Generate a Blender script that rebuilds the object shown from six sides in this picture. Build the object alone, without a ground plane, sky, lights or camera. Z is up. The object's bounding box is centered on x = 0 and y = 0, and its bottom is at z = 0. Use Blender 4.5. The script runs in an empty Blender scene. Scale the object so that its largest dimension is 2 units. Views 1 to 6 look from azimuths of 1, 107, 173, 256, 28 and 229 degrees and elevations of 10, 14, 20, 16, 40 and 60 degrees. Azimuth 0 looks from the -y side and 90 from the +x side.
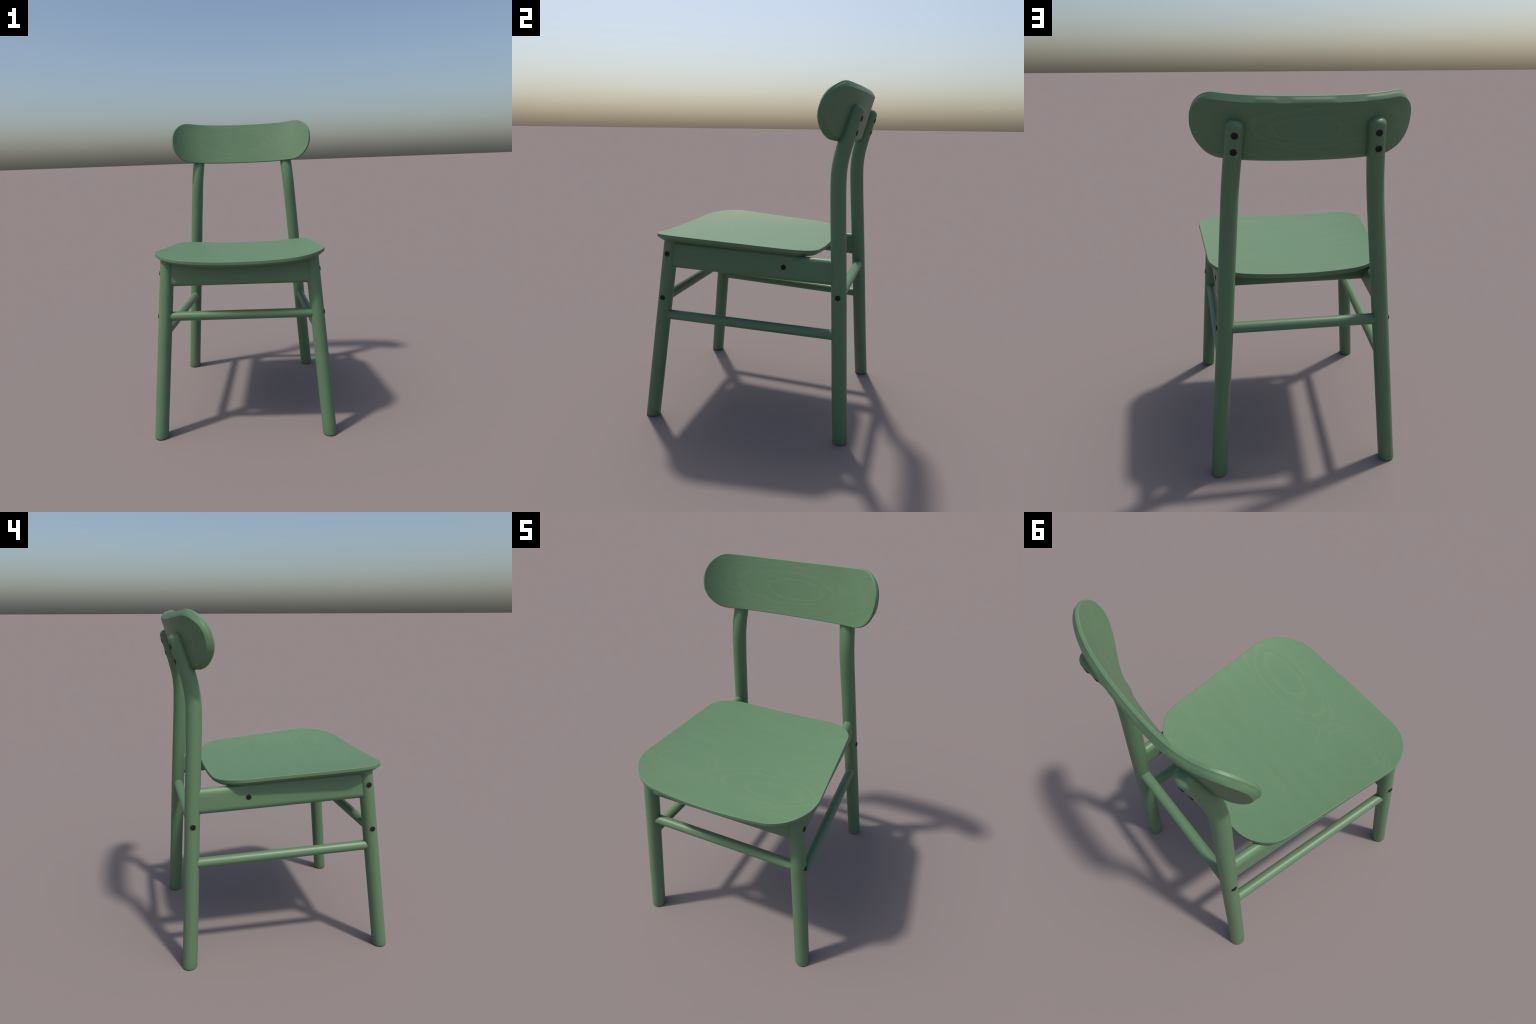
# Green-stained wooden dining chair: bent-ply seat and backrest on a round-legged frame.
import bpy, bmesh, math
import numpy as np
from mathutils import Vector

# ------------------------------------------------------------------ sizes (metres, 2 m tall frame)
LEG_R = 0.043          # radius of legs
ROD_R = 0.0290         # radius of stretchers
RAIL_T = 0.056         # apron board thickness
PLY = 0.0355           # plywood thickness

# front leg axis, straight: foot -> top under the seat  (x > 0 side)
def front_axis(z):
    return np.array([0.5315 - 0.0775 * z, -0.587 + 0.1090 * z, z])

# rear leg axis: straight up to above the seat, then sweeps back behind the backrest
REAR_KNOTS = [  # z, x, y
    (0.00, 0.473, 0.5870), (0.30, 0.4495, 0.5670), (0.60, 0.4260, 0.5490), (0.90, 0.4025, 0.5310),
    (1.15, 0.3843, 0.5148), (1.30, 0.3728, 0.5050), (1.40, 0.3650, 0.4992), (1.48, 0.3587, 0.4958),
    (1.54, 0.3540, 0.4960), (1.60, 0.3484, 0.5022), (1.66, 0.3426, 0.5145), (1.72, 0.3362, 0.5298),
    (1.78, 0.3303, 0.5460), (1.83, 0.3250, 0.5602), (1.90, 0.3185, 0.5805)]

def smooth_path(knots, n):
    """Catmull-Rom through (z, x, y) knots, returned as xyz points."""
    k = np.array([(x, y, z) for z, x, y in knots])
    k = np.vstack([2 * k[0] - k[1], k, 2 * k[-1] - k[-2]])
    out = []
    m = len(k) - 3
    for i in range(m):
        p0, p1, p2, p3 = k[i:i + 4]
        steps = max(2, int(n * np.linalg.norm(p2 - p1) / 2.0))
        for t in np.linspace(0, 1, steps, endpoint=False):
            out.append(0.5 * (2 * p1 + (p2 - p0) * t + (2 * p0 - 5 * p1 + 4 * p2 - p3) * t ** 2
                              + (3 * p1 - p0 - 3 * p2 + p3) * t ** 3))
    out.append(k[-2])
    return np.array(out)

REAR_PATH = smooth_path(REAR_KNOTS, 90)
def rear_axis(z):
    return np.array([np.interp(z, REAR_PATH[:, 2], REAR_PATH[:, i]) for i in range(3)])

# ------------------------------------------------------------------ helpers
def new_object(name, bm, mat, parent, angle=38):
    bmesh.ops.recalc_face_normals(bm, faces=bm.faces)
    me = bpy.data.meshes.new(name)
    bm.to_mesh(me)
    bm.free()
    for p in me.polygons:
        p.use_smooth = True
    me.set_sharp_from_angle(angle=math.radians(angle))
    for m in (mat if isinstance(mat, (list, tuple)) else [mat]):
        me.materials.append(m)
    ob = bpy.data.objects.new(name, me)
    bpy.context.scene.collection.objects.link(ob)
    ob.parent = parent
    return ob

def skin_rings(bm, rings, cap=True):
    """Join closed rings of points by quads; close both ends."""
    vs = [[bm.verts.new(p) for p in r] for r in rings]
    n = len(vs[0])
    for a, b in zip(vs[:-1], vs[1:]):
        for i in range(n):
            j = (i + 1) % n
            bm.faces.new((a[i], a[j], b[j], b[i]))
    if cap:
        bm.faces.new(vs[0][::-1])
        bm.faces.new(vs[-1])
    return vs

def frame(t, ref=(0, 1, 0)):
    t = np.array(t, float); t /= np.linalg.norm(t)
    a = np.cross(ref, t); a /= np.linalg.norm(a)
    return t, a, np.cross(t, a)

def bezier_corner(p0, c, p1, k=0.56, n=24):
    t = np.linspace(0, 1, n)[:, None]
    a = p0 + (c - p0) * k
    b = p1 + (c - p1) * k
    return (1 - t) ** 3 * p0 + 3 * (1 - t) ** 2 * t * a + 3 * (1 - t) * t * t * b + t ** 3 * p1

def close_and_resample(half, n):
    """Mirror a half outline (x >= 0, centre line to centre line) and space n points evenly."""
    m = half[::-1] * np.array([-1, 1])
    loop = np.concatenate([half, m[1:-1]])
    closed = np.vstack([loop, loop[:1]])
    d = np.concatenate([[0], np.cumsum(np.linalg.norm(np.diff(closed, axis=0), axis=1))])
    s = np.linspace(0, d[-1], n, endpoint=False)
    return np.stack([np.interp(s, d, closed[:, i]) for i in range(2)], 1)

def inward(loop):
    t = np.roll(loop, -1, 0) - np.roll(loop, 1, 0)
    t /= np.linalg.norm(t, axis=1)[:, None]
    nrm = np.stack([-t[:, 1], t[:, 0]], 1)
    area = np.sum(loop[:, 0] * np.roll(loop[:, 1], -1) - np.roll(loop[:, 0], -1) * loop[:, 1])
    return nrm if area > 0 else -nrm

# ------------------------------------------------------------------ materials
def node(nt, kind, **props):
    n = nt.nodes.new(kind)
    for k, v in props.items():
        setattr(n, k, v)
    return n

BASE = (0.099, 0.187, 0.098)
def stained_wood(name, along, figure=None, rough=0.45):
    """Green translucent stain on birch; `along` = grain axis; figure = cathedral rings (centres, sizes)."""
    mat = bpy.data.materials.new(name)
    mat.use_nodes = True
    nt = mat.node_tree
    L = nt.links.new
    bsdf = nt.nodes['Principled BSDF']
    co = node(nt, 'ShaderNodeTexCoord').outputs['Object']

    def mix(fac, a, b, mode='MIX'):
        m = node(nt, 'ShaderNodeMix', data_type='RGBA', blend_type=mode)
        if isinstance(fac, (int, float)):
            m.inputs[0].default_value = fac
        else:
            L(fac, m.inputs[0])
        for s, v in ((m.inputs[6], a), (m.inputs[7], b)):
            if isinstance(v, tuple):
                s.default_value = (*v, 1)
            else:
                L(v, s)
        return m.outputs[2]

    def math_(op, a, b=None, c=None):
        m = node(nt, 'ShaderNodeMath', operation=op)
        for s, v in zip(m.inputs, (a, b, c)):
            if v is None:
                continue
            if isinstance(v, (int, float)):
                s.default_value = v
            else:
                L(v, s)
        return m.outputs[0]

    def noise(scale_vec, scale, detail=4.0, rough=0.55, dist=0.0, loc=(0, 0, 0)):
        mp = node(nt, 'ShaderNodeMapping')
        mp.inputs['Scale'].default_value = scale_vec
        mp.inputs['Location'].default_value = loc
        L(co, mp.inputs['Vector'])
        nz = node(nt, 'ShaderNodeTexNoise')
        nz.inputs['Scale'].default_value = scale
        nz.inputs['Detail'].default_value = detail
        nz.inputs['Roughness'].default_value = rough
        nz.inputs['Distortion'].default_value = dist
        L(mp.outputs[0], nz.inputs['Vector'])
        return nz.outputs['Fac']

    def ramp(fac, stops):
        r = node(nt, 'ShaderNodeValToRGB')
        el = r.color_ramp.elements
        while len(el) < len(stops):
            el.new(0.5)
        for e, (p, v) in zip(el, stops):
            e.position = p
            e.color = (v, v, v, 1)
        L(fac, r.inputs[0])
        return r.outputs[0]

    stretch = [1.0, 1.0, 1.0]
    stretch['xyz'.index(along)] = 0.06
    # fine pores and fibres along the grain, and broad soft blotches of stain
    fibre = noise(stretch, 95, 3.0, 0.6)
    streak = noise(stretch, 22, 4.0, 0.55, 0.4, (3.1, 1.7, 0.4))
    blotch = noise((1, 1, 1), 4.0, 3.0, 0.5, 0.0, (7, 2, 5))
    B = BASE
    dark = tuple(c * 0.955 for c in B)
    light = (B[0] * 1.05, B[1] * 1.03, B[2] * 1.02)
    col = mix(ramp(streak, [(0.30, 0.0), (0.70, 1.0)]), dark, light)
    col = mix(math_('MULTIPLY', ramp(fibre, [(0.35, 0.0), (0.75, 1.0)]), 0.16), col, (B[0] * 0.86, B[1] * 0.88, B[2] * 0.90))
    col = mix(math_('MULTIPLY', ramp(blotch, [(0.35, 0.0), (0.70, 1.0)]), 0.30), col, (B[0] * 0.97, B[1] * 1.03, B[2] * 1.10))
    line_col = (B[0] * 1.34, B[1] * 1.10, B[2] * 0.99)
    if figure:
        # growth-ring contours: each ring is a warped ellipse drawn as a thin pale line
        sep = node(nt, 'ShaderNodeSeparateXYZ')
        L(co, sep.inputs[0])
        a_out, b_out = sep.outputs[figure['axes'][0]], sep.outputs[figure['axes'][1]]
        warp1 = noise((1.0, 1.0, 1.0), 6.0, 3.0, 0.5, 0.0, (0.3, 4.2, 2.2))
        warp2 = noise((1.0, 1.6, 1.6), 17.0, 4.0, 0.6, 0.0, (5.3, 0.2, 1.2))
        wob = math_('ADD', math_('MULTIPLY', math_('SUBTRACT', warp1, 0.5), 1.10),
                    math_('MULTIPLY', math_('SUBTRACT', warp2, 0.5), 0.42))
        lines = None
        for (ca, cb, ra, rb, width, strength) in figure['rings']:
            da = math_('DIVIDE', math_('SUBTRACT', a_out, ca), ra)
            db = math_('DIVIDE', math_('SUBTRACT', b_out, cb), rb)
            d = math_('SQRT', math_('ADD', math_('MULTIPLY', da, da), math_('MULTIPLY', db, db)))
            amp = min(1.0, 0.25 + 0.040 / rb)
            d = math_('SUBTRACT', math_('ADD', d, math_('MULTIPLY', wob, amp)), 1.0)
            # crisp on the inner side, feathering outwards
            m = node(nt, 'ShaderNodeMapRange', interpolation_type='SMOOTHSTEP')
            L(d, m.inputs[0])
            m.inputs[1].default_value, m.inputs[2].default_value = 0.0, width * 2.5
            m.inputs[3].default_value, m.inputs[4].default_value = strength * 0.85, 0.0
            m2 = node(nt, 'ShaderNodeMapRange', interpolation_type='SMOOTHSTEP')
            L(d, m2.inputs[0])
            m2.inputs[1].default_value, m2.inputs[2].default_value = -width * 0.5, 0.0
            line = math_('MULTIPLY', m.outputs[0], m2.outputs[0])
            lines = line if lines is None else math_('MAXIMUM', lines, line)
        fade = ramp(noise((1, 1, 1), 5.0, 2.0, 0.5, 0.0, (9, 9, 9)), [(0.25, 0.45), (0.60, 1.0)])
        col = mix(math_('MULTIPLY', lines, fade), col, line_col)
        # faint long grain between the big contours
        fine = noise((0.22, 3.0, 3.0), 9.0, 3.0, 0.5, 0.6, (1, 8, 3))
        fr = math_('FRACT', math_('MULTIPLY', fine, 9.0))
        thin = ramp(fr, [(0.0, 0.0), (0.80, 0.0), (0.93, 1.0), (1.0, 0.0)])
        col = mix(math_('MULTIPLY', thin, 0.16), col, line_col)
    else:
        fine = noise(stretch, 14.0, 3.0, 0.5, 0.5, (1, 8, 3))
        fr = math_('FRACT', math_('MULTIPLY', fine, 6.0))
        thin = ramp(fr, [(0.0, 0.0), (0.70, 0.0), (0.92, 1.0), (1.0, 0.0)])
        col = mix(math_('MULTIPLY', thin, 0.25), col, (B[0] * 1.22, B[1] * 1.10, B[2] * 1.0))
    L(col, bsdf.inputs['Base Color'])
    bsdf.inputs['Roughness'].default_value = rough
    bsdf.inputs['Specular IOR Level'].default_value = 0.45
    bump = node(nt, 'ShaderNodeBump')
    bump.inputs['Strength'].default_value = 0.05
    bump.inputs['Distance'].default_value = 0.004
    L(fibre, bump.inputs['Height'])
    L(bump.outputs[0], bsdf.inputs['Normal'])
    return mat

def plain(name, colour, rough):
    mat = bpy.data.materials.new(name)
    mat.use_nodes = True
    nt = mat.node_tree
    b = nt.nodes['Principled BSDF']
    co = node(nt, 'ShaderNodeTexCoord')
    nz = node(nt, 'ShaderNodeTexNoise')
    nz.inputs['Scale'].default_value = 160
    nt.links.new(co.outputs['Object'], nz.inputs['Vector'])
    m = node(nt, 'ShaderNodeMix', data_type='RGBA')
    m.inputs[6].default_value = (*[c * 0.8 for c in colour], 1)
    m.inputs[7].default_value = (*[c * 1.2 for c in colour], 1)
    nt.links.new(nz.outputs['Fac'], m.inputs[0])
    nt.links.new(m.outputs[2], b.inputs['Base Color'])
    b.inputs['Roughness'].default_value = rough
    b.inputs['Specular IOR Level'].default_value = 0.3
    return mat

# growth rings: centre, radii, line width (share of radius), strength
BACK_RINGS = [(0.010, 1.837, 0.162, 0.050, 0.085, 0.85), (-0.040, 1.843, 0.270, 0.083, 0.055, 0.75),
              (-0.070, 1.848, 0.355, 0.110, 0.040, 0.55), (-0.010, 1.846, 0.315, 0.130, 0.035, 0.45),
              (0.030, 1.850, 0.400, 0.155, 0.030, 0.55), (0.040, 1.850, 0.470, 0.180, 0.028, 0.50)]
SEAT_RINGS = [(0.290, -0.368, 0.158, 0.055, 0.075, 0.80), (0.235, -0.355, 0.275, 0.105, 0.050, 0.65),
              (0.235, -0.345, 0.335, 0.140, 0.035, 0.50), (-0.305, -0.335, 0.140, 0.072, 0.065, 0.60),
              (-0.320, -0.310, 0.195, 0.125, 0.040, 0.50), (0.000, -0.280, 0.560, 0.235, 0.025, 0.40),
              (0.010, 0.285, 0.125, 0.060, 0.060, 0.40), (0.165, 0.300, 0.115, 0.052, 0.060, 0.35),
              (0.060, 0.280, 0.300, 0.120, 0.040, 0.35), (0.000, 0.260, 0.480, 0.210, 0.028, 0.30)]
wood_z = stained_wood('stained_wood_upright', 'z')
wood_x = stained_wood('stained_wood_crosswise', 'x')
wood_y = stained_wood('stained_wood_lengthwise', 'y')
wood_back = stained_wood('stained_ply_backrest', 'x', dict(axes=(0, 2), rings=BACK_RINGS), 0.50)
wood_seat = stained_wood('stained_ply_seat', 'x', dict(axes=(0, 1), rings=SEAT_RINGS), 0.56)
black_metal = plain('black_screw_metal', (0.0085, 0.0070, 0.0075), 0.6)
socket_dark = plain('screw_socket', (0.002, 0.002, 0.002), 0.6)

# ------------------------------------------------------------------ the chair
chair = bpy.data.objects.new('wooden_chair', None)
bpy.context.scene.collection.objects.link(chair)
chair['label'] = 'green stained wooden chair with curved plywood seat and back'
chair['category'] = 'chair'

# edge section of a plywood shell: soft front arris, square band, then a broad crisp chamfer to the back
def edge_section(band, inset, thick):
    sec = [(0.0046, 0.0), (0.0034, 0.0), (0.0015, 0.0006), (0.0004, 0.0018), (0.0, 0.0036), (0.0, 0.0048),
           (0.0, band - 0.0020), (0.0, band - 0.0008), (0.0005, band + 0.0004), (0.0018, band + 0.0014)]
    sec += [(0.0018 + (inset - 0.0018) * q, band + 0.0014 + (thick - band - 0.0014) * q) for q in (0.08, 0.35, 0.65, 1.0)]
    return sec

def ply_shell(name, loop, surface, mat, centre, edge, inset_scale=None, ripple=0.0):
    """surface(points2d, depth) -> xyz. Concentric rings over the show face, round the edge, over the back.
    ripple: chamfer facets bent to shape the light and dark shading patches."""
    nrm = inward(loop)
    if inset_scale is not None:
        nrm = nrm * inset_scale(loop)
    c = np.array(centre)
    rings = []
    inner = loop + nrm * edge[0][0]
    for t in np.linspace(0.02, 1, 26)[:-1]:
        rings.append(surface(c + (inner - c) * t, 0.0))
    arc = np.linspace(0, 2 * math.pi, len(loop), endpoint=False)
    wave = 0.5 + 0.5 * np.tanh(6.0 * (np.sin(5 * arc + 0.9) + 0.9 * np.sin(9 * arc + 2.6) + 0.6 * np.sin(16 * arc + 0.4)))
    last = len(edge) - 1
    for k, (ins, dep) in enumerate(edge):
        amount = ripple if k == last - 1 else ripple * 0.4 if k == last - 2 else 0.0
        rings.append(surface(loop + nrm * (ins - amount * wave)[:, None] if amount else loop + nrm * ins, dep))
    depth = edge[-1][1]
    back = loop + nrm * edge[-1][0]
    for t in np.linspace(1, 0.02, 26)[1:]:
        rings.append(surface(c + (back - c) * t, depth))
    bm = bmesh.new()
    skin_rings(bm, rings)
    return new_object(name, bm, mat, chair, 30)

# ---- seat: trapezoid plan, bowed front and rear, rounded corners, dished across
SX_F, SX_R, SY_F, SY_R = 0.5540, 0.4645, -0.5822, 0.3773
def seat_z(x, y):
    return 1.0947 - 0.0407 * y + 0.1072 * x ** 2 + 0.1872 * x ** 4

def seat_loop():
    fr = lambda x: SY_F + 0.114 * (x * x - SX_F ** 2)
    re = lambda x: SY_R - 0.1193 * (x * x - SX_R ** 2)
    sd = lambda y: SX_F + (SX_R - SX_F) * (y - SY_F) / (SY_R - SY_F)
    A = np.array
    xs = np.linspace(0, SX_F - 0.231, 30)
    parts = [np.stack([xs, fr(xs)], 1)]
    parts.append(bezier_corner(A([SX_F - 0.231, fr(SX_F - 0.231)]), A([SX_F, SY_F]), A([sd(SY_F + 0.228), SY_F + 0.228]))[1:])
    ys = np.linspace(SY_F + 0.228, SY_R - 0.147, 20)
    parts.append(np.stack([sd(ys), ys], 1)[1:])
    parts.append(bezier_corner(A([sd(SY_R - 0.147), SY_R - 0.147]), A([SX_R, SY_R]), A([SX_R - 0.172, re(SX_R - 0.172)]))[1:])
    xs = np.linspace(SX_R - 0.172, 0, 30)
    parts.append(np.stack([xs, re(xs)], 1)[1:])
    return close_and_resample(np.concatenate(parts), 260)

def seat_surface(p, depth):
    x, y = p[:, 0], p[:, 1]
    return np.stack([x, y, seat_z(x, y) - depth], 1)

seat = ply_shell('seat', seat_loop(), seat_surface, wood_seat, (0, -0.1), edge_section(0.0195, 0.025, PLY))

# ---- backrest: bent board with hugging ends, tilted back
BY, BZ, TILT, BA, BB, BC, BW = 0.5483, 1.8585, 0.2721, 0.1740, 0.9489, 1.6038, 0.5140
def back_loop():
    top = lambda x: 0.1285 + 0.0130 * x * x
    bot = lambda x: -0.1746 + 0.0022 * x * x
    A = np.array
    tx, ty, bx, by = 0.1145, 0.1479, 0.1223, 0.1436
    xs = np.linspace(0, BW - tx, 30)
    parts = [np.stack([xs, top(xs)], 1)]
    parts.append(bezier_corner(A([BW - tx, top(BW - tx)]), A([BW, top(BW)]), A([BW, top(BW) - ty]))[1:])
    parts.append(bezier_corner(A([BW, bot(BW) + by]), A([BW, bot(BW)]), A([BW - bx, bot(BW - bx)])))
    xs = np.linspace(BW - bx, 0, 30)
    parts.append(np.stack([xs, bot(xs)], 1)[1:])
    return close_and_resample(np.concatenate(parts), 260)

def back_bend(x):
    return BA * x * x + BB * x ** 4 + BC * x ** 6, 2 * BA * x + 4 * BB * x ** 3 + 6 * BC * x ** 5

def back_surface(p, depth):
    x, v = p[:, 0], p[:, 1]
    f, df = back_bend(x)
    w = np.sqrt(1 + df * df)
    px = x + depth * df / w
    n = f - depth / w
    return np.stack([px, BY + v * math.sin(TILT) - n * math.cos(TILT),
                     BZ + v * math.cos(TILT) + n * math.sin(TILT)], 1)

def back_inset(loop):
    _, df = back_bend(loop[:, 0])
    s = np.ones_like(loop)
    s[:, 0] = 1 / np.sqrt(1 + df * df)
    return s

backrest = ply_shell('backrest', back_loop(), back_surface, wood_back, (0, -0.02), edge_section(0.0140, 0.024, 0.038),
                     back_inset, ripple=0.0042)

# ---- legs
SEG = 40
ang = np.linspace(0, 2 * math.pi, SEG, endpoint=False)

def leg(path, side, dome):
    pts = np.array(path) * np.array([side, 1, 1])
    tang = np.gradient(pts, axis=0)
    rings = []
    # level-cut foot with a softened rim
    t, a, b = frame(tang[0])
    for inset, h in ((0.0060, 0.0), (0.0032, 0.0006), (0.0010, 0.0024), (0.0, 0.0060)):
        ring = []
        for k in ang:
            q = pts[0] + (LEG_R - inset) * (math.cos(k) * a + math.sin(k) * b)
            q = q + t * (h - q[2]) / t[2]
            ring.append(q)
        rings.append(ring)
    start = int(np.argmax(pts[:, 2] > 0.03))
    for p, tg in zip(pts[start:], tang[start:]):
        t, a, b = frame(tg)
        rings.append([p + LEG_R * (math.cos(k) * a + math.sin(k) * b) for k in ang])
    t, a, b = frame(tang[-1])
    if dome:
        for q in np.linspace(0, math.pi / 2, 9)[1:]:
            r = LEG_R - dome * (1 - math.cos(q))
            rings.append([pts[-1] + t * dome * math.sin(q) + r * (math.cos(k) * a + math.sin(k) * b) for k in ang])
    bm = bmesh.new()
    skin_rings(bm, rings)
    return new_object('leg', bm, wood_z, chair, 40)

TOP_DOME = 0.030
rear_top = 1.8815 - TOP_DOME * 0.96
rear_body = np.vstack([REAR_PATH[REAR_PATH[:, 2] < rear_top - 0.004], rear_axis(rear_top)])
front_body = np.array([front_axis(z) for z in np.linspace(0, 1.114, 24)])
legs_front = {s: leg(front_body, s, 0.0) for s in (1, -1)}
legs_rear = {s: leg(rear_body, s, TOP_DOME) for s in (1, -1)}

# ---- aprons: boards with rounded long edges
def board(name, p0, p1, z_bottom, z_top, thick, mat, radius=0.0255, tall=0.034, steps=24, lean=0.0):
    """Rail between plan points p0, p1; z_bottom / z_top are functions of t in [0, 1];
    lean tips the board so that its foot stands out along the left-hand normal."""
    p0, p1 = np.array(p0, float), np.array(p1, float)
    d = (p1 - p0) / np.linalg.norm(p1 - p0)
    nrm = np.array([-d[1], d[0]])
    rings = []
    for t in np.linspace(0, 1, steps):
        c = p0 + (p1 - p0) * t
        zb, zt = z_bottom(t), z_top(t)
        h = thick / 2
        ring = []
        for cx, cz, a0 in ((h - radius, zt - tall, 0), (-h + radius, zt - tall, 90),
                           (-h + radius, zb + tall, 180), (h - radius, zb + tall, 270)):
            for k in range(12):
                a = math.radians(a0 + 90 * k / 11)
                z = cz + tall * math.sin(a)
                o = cx + radius * math.cos(a) + lean * (zb + 0.073 - z)
                ring.append((c[0] + nrm[0] * o, c[1] + nrm[1] * o, z))
        rings.append(ring)
    bm = bmesh.new()
    skin_rings(bm, rings)
    return new_object(name, bm, mat, chair, 40)

F, R = front_axis(1.02), rear_axis(0.99)
side_bottom = lambda t: 0.9515 - 0.0355 * t
def side_top(t):
    """Let into the seat shell along the front, standing free behind it."""
    w = min(1.0, max(0.0, (0.80 - t) / 0.10))
    return 1.0950 - 0.0355 * t + 0.020 * w * w * (3 - 2 * w)
sides = {}
for s in (1, -1):
    sides[s] = board('apron', (s * F[0], F[1]), (s * R[0], R[1]), side_bottom, side_top, RAIL_T, wood_y,
                     lean=-0.078 * s)

under_seat = lambda x, y: seat_z(x, y) - PLY + 0.018
fx = front_axis(1.02)
front_apron = board('apron', (-fx[0], fx[1]), (fx[0], fx[1]), lambda t: 0.9535,
                    lambda t: under_seat((2 * t - 1) * fx[0], fx[1]), RAIL_T, wood_x, lean=-0.109)
cx = F[0] + (R[0] - F[0]) * (0.218 - F[1]) / (R[1] - F[1])
cross_rail = board('cross_rail', (-cx, 0.218), (cx, 0.218), lambda t: 0.954,
                   lambda t: under_seat((2 * t - 1) * cx, 0.218), RAIL_T, wood_x)

# ---- stretchers: round rods
def rod(p0, p1, mat):
    p0, p1 = np.array(p0), np.array(p1)
    t, a, b = frame(p1 - p0, (0, 0, 1))
    rings = [[p0 + (p1 - p0) * q + ROD_R * (math.cos(k) * a + math.sin(k) * b) for k in ang]
             for q in np.linspace(0, 1, 16)]
    bm = bmesh.new()
    skin_rings(bm, rings)
    return new_object('stretcher', bm, mat, chair, 40)

M = np.array([-1, 1, 1])
fs = front_axis(0.765)
rod(fs * M, fs, wood_x)
rs = rear_axis(0.852)
rod(rs * M, rs, wood_x)
for s in (1, -1):
    S = np.array([s, 1, 1])
    rod(front_axis(0.658) * S, rear_axis(0.631) * S, wood_y)

# ---- screws: black flat heads with a hexagon socket
def screw_mesh():
    bm = bmesh.new()
    n = 36
    k = np.linspace(0, 2 * math.pi, n, endpoint=False)
    hexr = 0.0052 * math.cos(math.pi / 6) / np.cos((k % (math.pi / 3)) - math.pi / 6)
    prof = [(0.0120, -0.012), (0.0151, -0.010), (0.0151, 0.0012), (0.0147, 0.0020), (0.0136, 0.0025), (0.0085, 0.0026)]
    rings = [[(r * math.cos(a), r * math.sin(a), z) for a in k] for r, z in prof]
    rings.append([(r * math.cos(a), r * math.sin(a), 0.0026) for r, a in zip(hexr, k)])
    rings.append([(r * math.cos(a), r * math.sin(a), 0.0014) for r, a in zip(hexr * 0.97, k)])
    skin_rings(bm, rings)
    bm.faces.ensure_lookup_table()
    bm.faces[-1].material_index = 1
    for f in bm.faces[(len(rings) - 2) * n:(len(rings) - 1) * n]:
        f.material_index = 1
    return bm

first = new_object('screw', screw_mesh(), [black_metal, socket_dark], chair, 40)
first_used = False
def screw(pos, normal, parent, spin=0.0, size=1.0):
    global first_used
    ob = first
    if first_used:
        ob = first.copy()
        bpy.context.scene.collection.objects.link(ob)
    first_used = True
    ob.parent = parent
    ob.scale = (size, size, 1.0)
    ob.location = Vector(pos)
    q = Vector(normal).normalized().to_track_quat('Z', 'Y')
    ob.rotation_mode = 'QUATERNION'
    from mathutils import Quaternion
    ob.rotation_quaternion = q @ Quaternion((0, 0, 1), spin)

turn = 0
for s in (1, -1):
    S = np.array([s, 1, 1])
    out = np.array([s * 1.0, 0, 0.080])
    for z in (1.033, 0.767):
        turn += 1
        screw(front_axis(z) * S + out * LEG_R, out, legs_front[s], turn * 0.37)
    turn += 1
    out = np.array([s * 1.0, 0, 0.078])
    screw(rear_axis(0.855) * S + out * LEG_R, out, legs_rear[s], turn * 0.37)
    # into the end of the cross rail, through the side apron
    d = np.array([(R[0] - F[0]), R[1] - F[1]])
    nx = np.array([s * d[1], -d[0], 0]) / np.linalg.norm(d)
    turn += 1
    screw(np.array([s * cx, 0.218, 1.004]) + nx * RAIL_T / 2, nx, sides[s], turn * 0.37)
    for z in (1.826, 1.751):
        turn += 1
        p, q = rear_axis(z - 0.02), rear_axis(z + 0.02)
        t = (q - p) / np.linalg.norm(q - p)
        nb = np.array([0, 1, 0]) - t * t[1]
        nb /= np.linalg.norm(nb)
        screw((rear_axis(z) + nb * (LEG_R - 0.0008)) * S, nb * S, legs_rear[s], turn * 0.37, 1.08)
